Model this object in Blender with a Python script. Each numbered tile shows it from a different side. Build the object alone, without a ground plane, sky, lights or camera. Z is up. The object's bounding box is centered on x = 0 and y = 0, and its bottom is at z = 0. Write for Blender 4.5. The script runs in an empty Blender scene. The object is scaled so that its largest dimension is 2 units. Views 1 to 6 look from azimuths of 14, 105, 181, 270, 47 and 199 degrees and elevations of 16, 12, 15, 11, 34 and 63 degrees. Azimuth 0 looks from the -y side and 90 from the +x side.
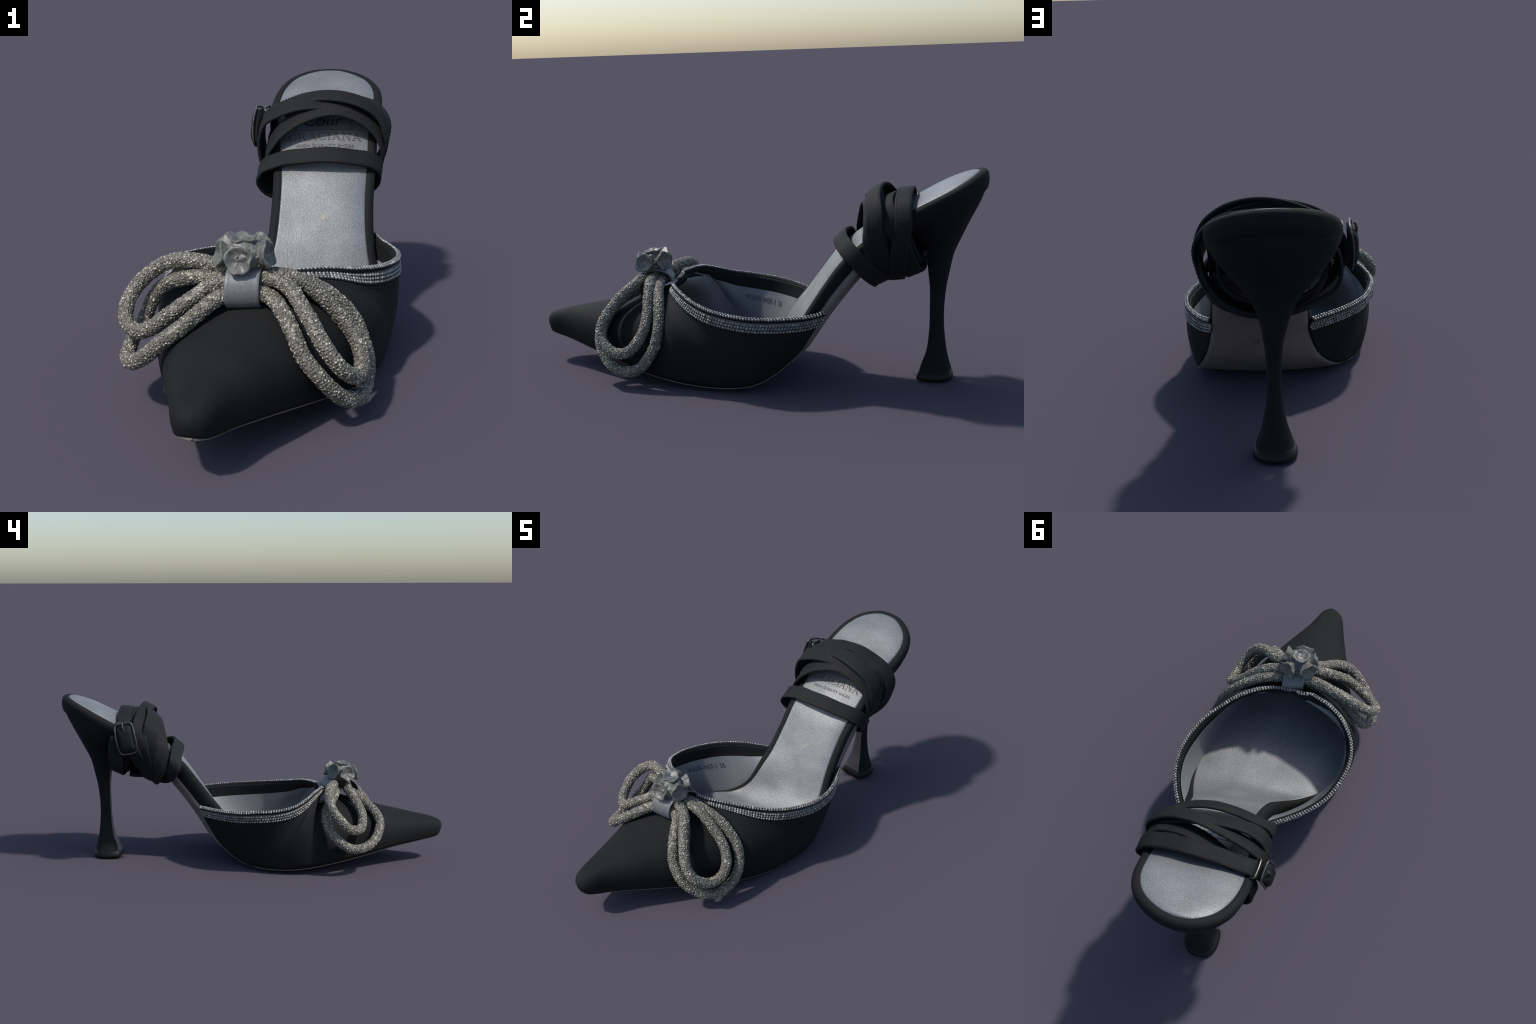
"""High-heeled pointed mule: black upper, silver footbed, rhinestone trim and cord bow,
ankle straps wrapped round the shank, flared heel.  Metres, z up, toe towards -y."""
import bpy, bmesh, math, random
import numpy as np
from mathutils import Vector, noise

random.seed(7)
RNG = np.random.default_rng(7)
COL = bpy.context.scene.collection


# ----------------------------------------------------------------------------- helpers
def spline(pts, n, closed=False):
    """Catmull-Rom (centripetal-like, chord parametrised) through control points, n samples even in arc length."""
    p = np.array(pts, float)
    if closed:
        p = np.vstack([p[-1], p, p[0], p[1]])
    else:
        p = np.vstack([2 * p[0] - p[1], p, 2 * p[-1] - p[-2]])
    out = []
    for i in range(1, len(p) - 2):
        p0, p1, p2, p3 = p[i - 1:i + 3]
        d1 = max(np.linalg.norm(p2[:3] - p1[:3]), 1e-6)
        d0 = max(np.linalg.norm(p1[:3] - p0[:3]), 1e-6)
        d2 = max(np.linalg.norm(p3[:3] - p2[:3]), 1e-6)
        m1 = d1 * ((p1 - p0) / d0 * d1 + (p2 - p1) / d1 * d0) / (d0 + d1)
        m2 = d1 * ((p2 - p1) / d1 * d2 + (p3 - p2) / d2 * d1) / (d1 + d2)
        for t in np.linspace(0, 1, 24, endpoint=False):
            h = 2 * t**3 - 3 * t**2 + 1, t**3 - 2 * t**2 + t, -2 * t**3 + 3 * t**2, t**3 - t**2
            out.append(h[0] * p1 + h[1] * m1 + h[2] * p2 + h[3] * m2)
    out.append(p[-2])
    out = np.array(out)
    s = np.r_[0, np.cumsum(np.linalg.norm(np.diff(out[:, :3], axis=0), axis=1))]
    q = np.linspace(0, s[-1], n, endpoint=not closed)
    return np.stack([np.interp(q, s, out[:, k]) for k in range(out.shape[1])], 1)


def through(pts, m):
    """Catmull-Rom sampled with m steps per control interval, so that sister curves keep their pairing."""
    p = np.array(pts, float)
    p = np.vstack([2 * p[0] - p[1], p, 2 * p[-1] - p[-2]])
    out = []
    for i in range(1, len(p) - 2):
        p0, p1, p2, p3 = p[i - 1:i + 3]
        for t in np.linspace(0, 1, m, endpoint=False):
            out.append(0.5 * (2 * p1 + (p2 - p0) * t + (2 * p0 - 5 * p1 + 4 * p2 - p3) * t**2
                              + (3 * p1 - p0 - 3 * p2 + p3) * t**3))
    out.append(p[-2])
    return np.array(out)


def unit(v):
    v = np.asarray(v, float)
    return v / np.maximum(np.linalg.norm(v, axis=-1, keepdims=True), 1e-9)


def mesh_object(name, verts, faces, mat, parent=None, smooth=True, mats=None, face_mats=None):
    me = bpy.data.meshes.new(name)
    me.from_pydata([tuple(map(float, v)) for v in verts], [], faces)
    for m in (mats or [mat]):
        me.materials.append(m)
    if face_mats is not None:
        me.polygons.foreach_set("material_index", face_mats)
    me.polygons.foreach_set("use_smooth", [smooth] * len(me.polygons))
    me.validate()
    me.update()
    ob = bpy.data.objects.new(name, me)
    COL.objects.link(ob)
    if parent:
        ob.parent = parent
    return ob


def grid_faces(nr, nc, wrap_r=False, wrap_c=False, base=0, flip=False):
    f = []
    for i in range(nr if wrap_r else nr - 1):
        for j in range(nc if wrap_c else nc - 1):
            a = base + i * nc + j
            b = base + i * nc + (j + 1) % nc
            c = base + ((i + 1) % nr) * nc + (j + 1) % nc
            d = base + ((i + 1) % nr) * nc + j
            f.append((a, d, c, b) if flip else (a, b, c, d))
    return f


def recalc(ob):
    bm = bmesh.new()
    bm.from_mesh(ob.data)
    bmesh.ops.remove_doubles(bm, verts=bm.verts, dist=1e-5)
    bmesh.ops.recalc_face_normals(bm, faces=bm.faces)
    bm.to_mesh(ob.data)
    bm.free()


def frames(path, centre=None, closed=False):
    """tangent, outward normal and binormal along a path; normals point away from centre."""
    if closed:
        t = unit(np.roll(path, -1, 0) - np.roll(path, 1, 0))
    else:
        t = unit(np.gradient(path, axis=0))
    if centre is None:
        n = np.zeros_like(path)
        v = np.array([0, 0, 1.0]) if abs(t[0][2]) < 0.9 else np.array([1.0, 0, 0])
        for i in range(len(path)):
            v = v - t[i] * (v @ t[i])
            v = v / np.linalg.norm(v)
            n[i] = v
    else:
        r = path - np.asarray(centre)
        n = unit(r - t * (r * t).sum(1, keepdims=True))
    return t, n, unit(np.cross(t, n))


def tube(path, radius, sides=16, cap=True):
    t, n, b = frames(path)
    a = np.linspace(0, 2 * math.pi, sides, endpoint=False)
    r = radius if np.ndim(radius) else np.full(len(path), radius)
    v = [p + ri * (math.cos(x) * ni + math.sin(x) * bi) for p, ni, bi, ri in zip(path, n, b, r) for x in a]
    f = grid_faces(len(path), sides, wrap_c=True, flip=True)
    if cap:
        f.append(tuple(range(sides)))
        f.append(tuple(reversed(range((len(path) - 1) * sides, len(path) * sides))))
    return v, f


def ico(sub):
    bm = bmesh.new()
    bmesh.ops.create_icosphere(bm, subdivisions=sub, radius=1.0)
    v = np.array([x.co[:] for x in bm.verts])
    f = [tuple(x.index for x in p.verts) for p in bm.faces]
    bm.free()
    return v, f


def scatter(name, base, spots, mat, parent):
    """one mesh of many small solids: spots = (position, three axis vectors already scaled)"""
    bv, bf = base
    V, Fc = [], []
    for k, (p, ax) in enumerate(spots):
        V.append(bv @ np.asarray(ax) + np.asarray(p))
        o = k * len(bv)
        Fc += [tuple(o + i for i in f) for f in bf]
    ob = mesh_object(name, np.vstack(V), Fc, mat, parent)
    ob["kind"] = "stuff"
    return ob


# ----------------------------------------------------------------------------- materials
def material(name, base, rough=0.6, metallic=0.0, spec=0.5, vary=None, bump=None, cells=None, coat=0.0):
    """vary: (scale, dark, light) noise on colour; bump: (scale, strength, distance, kind);
    cells: (scale, dark, light) random brightness per Voronoi cell."""
    m = bpy.data.materials.new(name)
    m.use_nodes = True
    nt = m.node_tree
    N, L = nt.nodes, nt.links
    p = N["Principled BSDF"]
    p.inputs["Roughness"].default_value = rough
    p.inputs["Metallic"].default_value = metallic
    p.inputs["Specular IOR Level"].default_value = spec
    p.inputs["Coat Weight"].default_value = coat
    p.inputs["Base Color"].default_value = (*base, 1)
    tc = N.new("ShaderNodeTexCoord")

    def mult(fac_socket, lo, hi, a, b, under):
        mr = N.new("ShaderNodeMapRange")
        mr.inputs["From Min"].default_value = a
        mr.inputs["From Max"].default_value = b
        mr.inputs["To Min"].default_value = lo
        mr.inputs["To Max"].default_value = hi
        L.new(fac_socket, mr.inputs["Value"])
        mx = N.new("ShaderNodeVectorMath")
        mx.operation = "SCALE"
        if under is None:
            mx.inputs[0].default_value = base
        else:
            L.new(under, mx.inputs[0])
        L.new(mr.outputs["Result"], mx.inputs["Scale"])
        return mx.outputs["Vector"]

    colour = None
    for spec_ in ([vary] if isinstance(vary, tuple) else (vary or [])):
        nz = N.new("ShaderNodeTexNoise")
        nz.inputs["Scale"].default_value = spec_[0]
        nz.inputs["Detail"].default_value = 4
        L.new(tc.outputs["Object"], nz.inputs["Vector"])
        colour = mult(nz.outputs["Fac"], spec_[1], spec_[2], 0.3, 0.7, colour)
    if cells:
        vo = N.new("ShaderNodeTexVoronoi")
        vo.inputs["Scale"].default_value = cells[0]
        L.new(tc.outputs["Object"], vo.inputs["Vector"])
        sx = N.new("ShaderNodeSeparateColor")
        L.new(vo.outputs["Color"], sx.inputs["Color"])
        pw = N.new("ShaderNodeMath")
        pw.operation = "POWER"
        L.new(sx.outputs["Red"], pw.inputs[0])
        pw.inputs[1].default_value = cells[3] if len(cells) > 3 else 2.0
        colour = mult(pw.outputs["Value"], cells[1], cells[2], 0, 1, colour)
    if colour is not None:
        L.new(colour, p.inputs["Base Color"])
    if bump:
        if bump[3] == "noise":
            tx = N.new("ShaderNodeTexNoise")
            tx.inputs["Detail"].default_value = 3
            o = tx.outputs["Fac"]
        else:
            tx = N.new("ShaderNodeTexVoronoi")
            o = tx.outputs["Distance"]
        tx.inputs["Scale"].default_value = bump[0]
        L.new(tc.outputs["Object"], tx.inputs["Vector"])
        b = N.new("ShaderNodeBump")
        b.inputs["Strength"].default_value = bump[1]
        b.inputs["Distance"].default_value = bump[2]
        L.new(o, b.inputs["Height"])
        L.new(b.outputs["Normal"], p.inputs["Normal"])
    return m


BLACK = material("black_suede", (0.0100, 0.0105, 0.0108), 0.8, spec=0.2, vary=[(6, 0.85, 1.15), (220, 0.85, 1.15)],
                 bump=(500, 0.15, 0.001, "noise"))
STRAP = material("black_strap_leather", (0.0120, 0.0125, 0.0130), 0.75, spec=0.2, vary=[(9, 0.85, 1.15), (200, 0.85, 1.15)],
                 bump=(400, 0.15, 0.001, "noise"))
GLOSS = material("black_plastic", (0.010, 0.0105, 0.0105), 0.38, spec=0.18)
SILVER = material("silver_leather", (0.200, 0.208, 0.212), 0.5, metallic=0.25, spec=0.5,
                  vary=[(8, 0.86, 1.12), (215, 0.75, 1.25)], bump=(190, 0.5, 0.002, "noise"))  # broad noise tints in the soft shading of footbed undulations
LINING = material("lining_leather", (0.190, 0.200, 0.208), 0.55, metallic=0.2,
                  vary=[(4, 0.92, 1.08), (200, 0.85, 1.15)], bump=(150, 0.25, 0.002, "noise"))
TAUPE = material("taupe_sole_leather", (0.165, 0.137, 0.127), 0.6, vary=(8, 0.9, 1.1))
BANDM = material("satin_grey_band", (0.170, 0.180, 0.185), 0.5, metallic=0.2, vary=(90, 0.88, 1.12),
                 bump=(120, 0.2, 0.002, "noise"))
CORD = material("rhinestone_cord", (0.155, 0.144, 0.116), 0.5, metallic=0.1, vary=[(25, 0.85, 1.15), (160, 0.7, 1.3)])
STONE = material("rhinestone", (0.175, 0.164, 0.134), 0.34, metallic=0.15, vary=[(14, 0.88, 1.12)], cells=(150, 0.70, 3.6, 4.5))  # sparkle painted into base colour: bright cells drawn as glints
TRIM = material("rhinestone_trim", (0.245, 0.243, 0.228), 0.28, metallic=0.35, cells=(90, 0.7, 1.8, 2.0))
TRIMBASE = material("trim_backing", (0.10, 0.10, 0.098), 0.6)
CRYSTAL = material("smoky_crystal", (0.122, 0.123, 0.110), 0.42, metallic=0.0, vary=[(35, 0.7, 1.35), (140, 0.8, 1.25)],
                   bump=(80, 0.5, 0.004, "noise"))
METAL = material("gunmetal", (0.12, 0.115, 0.10), 0.35, metallic=0.8, vary=(40, 0.7, 1.4))
THREAD = material("thread", (0.036, 0.036, 0.036), 0.8)
INK = material("brown_ink", (0.085, 0.068, 0.068), 0.6)
INKDARK = material("dark_ink", (0.03, 0.032, 0.036), 0.6)
STAIN = material("glue_stain", (0.235, 0.230, 0.195), 0.5, metallic=0.2, vary=(90, 0.75, 1.25))

# ----------------------------------------------------------------------------- the thing
shoe = bpy.data.objects.new("high_heeled_shoe", None)
COL.objects.link(shoe)
shoe["label"] = "black pointed high heel mule with rhinestone bow and wrapped straps"
shoe["category"] = "shoe"

# ----------------------------------------------------------------------------- footbed
# edges of the silver footbed from the back of the heel to the toe: (left, right) pairs
FOOT = [((-.012, .963, .873), (.012, .964, .873)), ((-.062, .949, .868), (.062, .956, .868)),
        ((-.116, .909, .851), (.125, .929, .852)), ((-.148, .855, .826), (.172, .890, .830)),
        ((-.163, .790, .792), (.203, .830, .800)), ((-.163, .710, .748), (.213, .750, .760)),
        ((-.145, .620, .700), (.215, .660, .712)), ((-.120, .530, .650), (.220, .575, .657)),
        ((-.095, .450, .597), (.228, .500, .597)), ((-.075, .370, .535), (.234, .430, .530)),
        ((-.066, .305, .452), (.238, .370, .450)), ((-.062, .230, .352), (.250, .305, .352)),
        ((-.069, .172, .280), (.270, .250, .265)), ((-.100, .100, .172), (.300, .185, .188)),
        ((-.165, .035, .112), (.330, .110, .138)), ((-.240, -.03, .095), (.348, .025, .108)),
        ((-.295, -.12, .094), (.357, -.06, .094)), ((-.310, -.23, .092), (.342, -.18, .090)),
        ((-.290, -.36, .098), (.310, -.32, .093)), ((-.200, -.56, .115), (.205, -.55, .112)),
        ((-.070, -.82, .140), (.070, -.82, .138))]
MS = 8
RL = through([a for a, b in FOOT], MS)
RR = through([b for a, b in FOOT], MS)
NS = len(RL)
MID = 0.5 * (RL + RR)
ALONG = unit(np.gradient(MID, axis=0))
ALONG[:3] = ALONG[3]
ACROSS = unit(RR - RL)
SOLE_N = unit(np.cross(ALONG, ACROSS))
if SOLE_N[NS // 2][2] < 0:
    SOLE_N = -SOLE_N


def dish(i):
    """depth (negative: padded crown) of the middle of the footbed at sample i"""
    s = i / MS
    return np.interp(s, [0, 1.5, 3.5, 6, 9, 12, 15, 20], [0.0, -.011, -.019, -.018, -.012, -.006, -.008, 0.0])


def footbed(i, w):
    """point on the footbed: i sample along (float), w -1..1 across"""
    i = min(max(i, 0), NS - 1.001)
    k = int(i)
    f = i - k
    g = lambda A: A[k] * (1 - f) + A[k + 1] * f
    l, r, n = g(RL), g(RR), unit(g(SOLE_N))
    return l + (r - l) * (w + 1) / 2 - n * dish(i) * (1 - abs(w) ** 3) * (1 + np.interp(i / MS, [8, 10, 15, 17], [0, .9, .9, 0]) * w), n, unit(r - l), unit(g(ALONG))


def undulation(p):
    """soft unevenness of the padded footbed"""
    return 0.0030 * noise.noise(Vector(p * 8.0)) + 0.0006 * noise.noise(Vector(p * 30.0))


W = np.r_[-1, -.985, np.linspace(-.95, .95, 23), .985, 1]
verts = []
for i in range(NS):
    for w in W:
        p, n, a, t = footbed(i, w)
        lift = 0.0012 if abs(w) < 1 and i > 0 else -0.004
        verts.append(p + n * (lift + undulation(p)))
insole = mesh_object("insole", verts, grid_faces(NS, len(W)), SILVER, shoe)
recalc(insole)

# black board wrapped round the edge of the footbed, from the left of the waist round the heel to the right
F0 = 15 * MS
loop = np.vstack([RL[:F0 + 1][::-1], RR[:F0 + 1]])
station = np.r_[np.arange(F0 + 1)[::-1], np.arange(F0 + 1)]
tang = unit(np.gradient(loop, axis=0))
ln = SOLE_N[station]
outw = unit(np.cross(tang, ln))
if outw[0] @ (RL[F0] - MID[F0]) < 0:
    outw = -outw
back = np.clip(1 - station / (3.2 * MS), 0, 1)            # 1 at the back of the heel
fade = np.clip((F0 - station) / (3.0 * MS), 0.15, 1)       # thins out inside the upper
PROFILE = [(-.009, -.006), (.003, .002), (.014, .0012), (.024, -.003), (.030, -.011), (.031, -.022), (.027, -.038), (.018, -.056), (.004, -.074)]
rows = []
for o, d in PROFILE:
    grow = 1 - 0.08 * back
    deep = d * (0.55 + 0.45 * fade)
    rows.append(loop + outw * (o * grow * (0.35 + 0.65 * fade))[:, None] + ln * deep[:, None])
rows = np.array(rows)                                      # profile x loop
nl = len(loop)
verts = rows.reshape(-1, 3)
faces = grid_faces(len(PROFILE), nl)
low = (len(PROFILE) - 1) * nl
for k in range(nl // 2 - 1):                               # underside
    faces.append((low + k, low + k + 1, low + nl - 2 - k, low + nl - 1 - k))
board = mesh_object("shank_board", verts, faces, BLACK, shoe)
recalc(board)

# ----------------------------------------------------------------------------- outsole
SOLE_R = [(.000, -.993, .136), (.042, -.965, .127), (.085, -.860, .113), (.160, -.720, .095), (.240, -.560, .070),
          (.300, -.420, .045), (.330, -.320, .032), (.348, -.240, .024), (.358, -.160, .018), (.364, -.080, .016),
          (.367, .000, .020), (.362, .080, .033), (.342, .165, .075), (.302, .268, .168), (.280, .325, .250),
          (.268, .370, .322), (.258, .430, .402), (.250, .505, .492), (.240, .580, .565)]
SOLE_L = [(.000, -.993, .136), (-.052, -.965, .128), (-.095, -.860, .113), (-.150, -.730, .098), (-.225, -.560, .068),
          (-.283, -.420, .048), (-.312, -.320, .035), (-.324, -.250, .027), (-.322, -.190, .021), (-.308, -.120, .017),
          (-.285, -.060, .016), (-.245, .000, .017), (-.195, .085, .041), (-.130, .192, .123), (-.094, .250, .228),
          (-.087, .300, .302), (-.086, .372, .402), (-.090, .440, .475), (-.105, .540, .560)]
SR = through(SOLE_R, 6)
SL = through(SOLE_L, 6)
ns = len(SR)
alongs = unit(np.gradient(0.5 * (SR + SL), axis=0))
acr = unit(SR - SL + np.array([1e-6, 0, 0]))
acr[0] = (1, 0, 0)
sn = np.cross(alongs, acr)
sn[sn[:, 2] > 0] *= -1                                     # pointing down out of the sole
sn = unit(sn)
U = np.linspace(-1, 1, 21)
verts = []
for i in range(ns):
    l, r = SL[i], SR[i]
    wdt = np.linalg.norm(r - l)
    sag = float(np.interp(i / 6, [0, 4, 8, 11, 12.5, 14, 16, 18], [.004, .010, .016, .018, .024, .034, .038, .034]))
    lift = float(np.interp(i / 6, [0, 3, 12, 14, 18], [.004, .006, .007, .026, .026]))
    tuck = float(np.interp(i / 6, [0, 4, 12, 14, 18], [.005, .002, .001, .008, .008]))
    for k, w in enumerate(U):                              # underside, edge turned up
        p = l + (r - l) * (w + 1) / 2
        verts.append(p + sn[i] * (sag * (1 - abs(w) ** 2.6)) - acr[i] * (tuck if i < 24 else .002) * w)
    for w in U[::-1]:
        p = l + (r - l) * (w + 1) / 2
        verts.append(p - sn[i] * lift - acr[i] * tuck * w)
m = 2 * len(U)
faces = grid_faces(ns, m, wrap_c=True)
faces += [tuple(range(m)), tuple(reversed(range((ns - 1) * m, ns * m)))]
verts = np.array(verts)
verts[:, 2] = np.maximum(verts[:, 2], 0.0)
outsole = mesh_object("outsole", verts, faces, TAUPE, shoe)
recalc(outsole)

# ----------------------------------------------------------------------------- upper
# ribs: foot of the wall, its top (vamp ridge, then topline), direction in which the surface leaves the top
RIB_R = [((.000, -.993, .136), (.005, -.958, .219), (0, -1, -.05)), ((.042, -.965, .127), (.005, -.910, .231), (.8, -.6, -.03)),
         ((.085, -.860, .113), (.006, -.830, .250), (1, -.15, -.02)), ((.160, -.720, .095), (.008, -.710, .274), (1, 0, -.02)),
         ((.240, -.560, .070), (.010, -.560, .310), (1, 0, -.04)), ((.300, -.420, .045), (.010, -.430, .348), (1, 0, -.06)),
         ((.330, -.320, .032), (.010, -.362, .372), (1, .05, -.12)), ((.348, -.240, .024), (.115, -.332, .378), (1, .1, -.3)),
         ((.358, -.160, .018), (.211, -.267, .372), (.8, .1, -.6)), ((.364, -.080, .016), (.286, -.187, .352), (.5, 0, -.9)),
         ((.367, .000, .020), (.352, -.082, .335), (.22, 0, -1)), ((.362, .080, .033), (.386, .055, .322), (.14, 0, -1)),
         ((.342, .165, .075), (.375, .166, .317), (.12, 0, -1)), ((.302, .268, .163), (.338, .258, .315), (.1, 0, -1)),
         ((.280, .325, .250), (.304, .315, .316), (.05, 0, -1)), ((.268, .368, .314), (.270, .369, .328), (0, 0, -1))]
RIB_L = [((.000, -.993, .136), (.005, -.958, .219), (0, -1, -.05)), ((-.052, -.965, .128), (.005, -.910, .231), (-.8, -.6, -.03)),
         ((-.095, -.860, .113), (.006, -.830, .250), (-1, -.15, -.02)), ((-.150, -.730, .098), (.008, -.710, .274), (-1, 0, -.02)),
         ((-.225, -.560, .068), (.010, -.560, .310), (-1, 0, -.04)), ((-.283, -.420, .048), (.010, -.430, .348), (-1, 0, -.06)),
         ((-.312, -.320, .035), (.010, -.362, .372), (-1, .05, -.06)), ((-.324, -.250, .027), (-.106, -.350, .394), (-1, .05, -.12)),
         ((-.322, -.190, .021), (-.210, -.310, .392), (-.9, .1, -.5)), ((-.308, -.120, .017), (-0.276, -.263, .370), (-.5, .05, -.9)),
         ((-.285, -.060, .016), (-0.327, -.195, .343), (-.2, .05, -1)), ((-.260, -.020, .017), (-0.347, -.110, .329), (.0, .05, -1)),
         ((-.230, .030, .021), (-0.334, -.009, .320), (.1, .03, -1)), ((-.186, .100, .049), (-0.299, .087, .311), (.2, .03, -1)),
         ((-.130, .192, .123), (-0.222, .183, .304), (.3, .03, -1)), ((-.092, .280, .268), (-.100, .279, .294), (.1, .03, -1))]
MR, MV = 10, 26


def wall(ribs, side):
    foot = through([r[0] for r in ribs], MR) + np.array([0, 0, .005])
    top = through([r[1] for r in ribs], MR)
    tt = unit(through([r[2] for r in ribs], MR))
    k = np.linspace(0, len(ribs) - 1, len(foot))
    S = np.zeros((len(foot), MV + 1, 3))
    for i in range(len(foot)):
        b, t = foot[i], top[i]
        ch = np.linalg.norm(t - b)
        hgt = t[2] - b[2]
        lean = np.interp(k[i], [0, 1, 2, 4, 8, 11, 13, 15], [0.0, .1, .14, .14, .24, .36, .48, .3])
        if side < 0:
            lean = np.interp(k[i], [0, 1, 2, 4, 8, 11, 13, 15], [0.0, .24, .30, .24, .30, .36, .46, .2])
        front = np.interp(k[i], [0, .6, 1.6, 3], [.62, .48, .14, 0])
        tb = unit([side * lean, -front, 1.0])
        box = np.interp(k[i], [0, 3, 5, 7, 10, 15], [.72, .72, .72, .68, .48, .36])
        kt = np.interp(k[i], [0, 1, 3, 5, 7, 9, 11, 15], [.88, .78, .74, .68, .70, .52, .38, .33])
        flat_reach = np.linalg.norm((t - b)[:2])
        reach = flat_reach + (ch * 0.85 - flat_reach) * float(np.interp(k[i], [6, 10.5], [0, 1]))
        p1 = b + tb * hgt * box
        p2 = t + tt[i] * reach * kt
        for j in range(MV + 1):
            u = j / MV
            S[i, j] = (1 - u)**3 * b + 3 * u * (1 - u)**2 * p1 + 3 * u * u * (1 - u) * p2 + u**3 * t
    return S


WR = wall(RIB_R, 1)
WL = wall(RIB_L, -1)


def shell(S, side):
    """unit outward normals of a wall grid"""
    du = np.gradient(S, axis=0)
    dv = np.gradient(S, axis=1)
    n = unit(np.cross(du, dv))
    c = np.array([0.01, 0, 0.12])
    ref = S - c
    ref[..., 1] = 0
    flip = (n * ref).sum(-1) < 0
    n[flip] *= -1
    return n


NR_, NL_ = shell(WR, 1), shell(WL, -1)
for A in (NR_, NL_):                                        # the two halves share the ridge: even normals out
    A[0] = A[1]
ridge = unit(NR_[:, -1] + NL_[:, -1])
kr = 6 * MR
NR_[:kr + 1, -1] = ridge[:kr + 1]
NL_[:kr + 1, -1] = ridge[:kr + 1]


def skin(name, off, j0, j1, mat, thick=None):
    """both halves of the upper offset along the normal, rows j0..j1, as one welded sheet (given thickness inwards)"""
    V, Fc = [], []
    for S, n, fl in ((WR, NR_, False), (WL, NL_, True)):
        o = len(V)
        P = (S + n * off)[:, j0:j1 + 1]
        V += list(P.reshape(-1, 3))
        Fc += grid_faces(P.shape[0], P.shape[1], base=o, flip=fl)
    ob = mesh_object(name, V, Fc, mat, shoe)
    bm = bmesh.new()
    bm.from_mesh(ob.data)
    bmesh.ops.remove_doubles(bm, verts=bm.verts, dist=0.0008)
    bmesh.ops.remove_doubles(bm, verts=[v for v in bm.verts if v.co.y < -.90 and v.co.z > .2], dist=0.003)
    bmesh.ops.dissolve_degenerate(bm, edges=bm.edges, dist=0.0004)
    toe = [v for v in bm.verts if v.co.y < -.80 and not v.is_boundary]
    for _ in range(9):
        bmesh.ops.smooth_vert(bm, verts=toe, factor=0.5, use_axis_x=True, use_axis_y=True, use_axis_z=True)
    bmesh.ops.recalc_face_normals(bm, faces=bm.faces)
    bm.normal_update()
    top = max(bm.faces, key=lambda f: f.calc_center_median().z - abs(f.calc_center_median().y + .6))
    if top.normal.z < 0:
        bmesh.ops.reverse_faces(bm, faces=bm.faces)
    bm.to_mesh(ob.data)
    bm.free()
    if thick:
        md = ob.modifiers.new("thickness", "SOLIDIFY")
        md.thickness = thick
        md.offset = -1
        bpy.context.view_layer.objects.active = ob
        dg = bpy.context.evaluated_depsgraph_get()
        me = bpy.data.meshes.new_from_object(ob.evaluated_get(dg))
        ob.modifiers.clear()
        ob.data = me
    return ob


upper = skin("upper", 0.0, 0, MV, BLACK, 0.014)
for p in upper.data.polygons:
    p.use_smooth = True


def from_top(S, n, i, d):
    """point a distance d down the wall from the topline on rib i (float), with normal"""
    i = min(max(i, 0), len(S) - 1.001)
    k = int(i)
    f = i - k
    P = S[k] * (1 - f) + S[k + 1] * f
    Q = unit(n[k] * (1 - f) + n[k + 1] * f)
    P, Q = P[::-1], Q[::-1]
    s = np.r_[0, np.cumsum(np.linalg.norm(np.diff(P, axis=0), axis=1))]
    q = np.array([np.interp(d, s, P[:, c]) for c in range(3)])
    m = unit(np.array([np.interp(d, s, Q[:, c]) for c in range(3)]))
    return q, m


KT = 6.0 * MR                                              # rib at the middle of the throat
KE = len(WR) - 1


def rim_path(d, off, n=260):
    """path along the whole topline (right end, throat, left end), d below the edge, lifted by off"""
    P, Q = [], []
    for s in np.linspace(KE, KT, 120):
        q, m = from_top(WR, NR_, s, d)
        P.append(q + m * off)
        Q.append(m)
    for s in np.linspace(KT, KE, 120)[1:]:
        q, m = from_top(WL, NL_, s, d)
        P.append(q + m * off)
        Q.append(m)
    both = spline(np.hstack([P, np.array(Q)]), n)
    path = both[:, :3]
    for _ in range(6):
        path[1:-1] = 0.5 * path[1:-1] + 0.25 * (path[2:] + path[:-2])
    return path, unit(both[:, 3:])


# lining: silver-grey leather inside, starting below a black facing
V, Fc, base = [], [], 0
for S, n, fl in ((WR, NR_, True), (WL, NL_, False)):
    rowsL = []
    for i in range(int(3.5 * MR), len(S)):
        k = i / MR
        drop = np.interp(k, [0, 5.0, 6, 14, 15], [0.0, 0.0, .062, .062, .04])
        P = S[i][::-1]
        tot = np.linalg.norm(np.diff(P, axis=0), axis=1).sum()
        rowsL.append([(lambda a: a[0] - a[1] * (0.0180 + .030 * v * (1.5 - .5 * v)))(from_top(S, n, i, drop + (tot - drop) * v)) for v in np.linspace(0, 1, 22)])
    R = np.array(rowsL)
    V += list(R.reshape(-1, 3))
    Fc += grid_faces(R.shape[0], R.shape[1], base=base, flip=fl)
    base = len(V)
ka, nb = int(3.6 * MR), 13
cap_rows = []
for j in range(MV, -1, -2):
    l_, r_ = WL[ka, j] - NL_[ka, j] * .018, WR[ka, j] - NR_[ka, j] * .018
    cap_rows.append([l_ + (r_ - l_) * q + np.array([0, -.05 * (1 - (2 * q - 1) ** 2), 0]) for q in np.linspace(0, 1, nb)])
V += list(np.array(cap_rows).reshape(-1, 3))
Fc += grid_faces(len(cap_rows), nb, base=base)
lining = mesh_object("lining", V, Fc, LINING, shoe)
bm = bmesh.new()
bm.from_mesh(lining.data)
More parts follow.
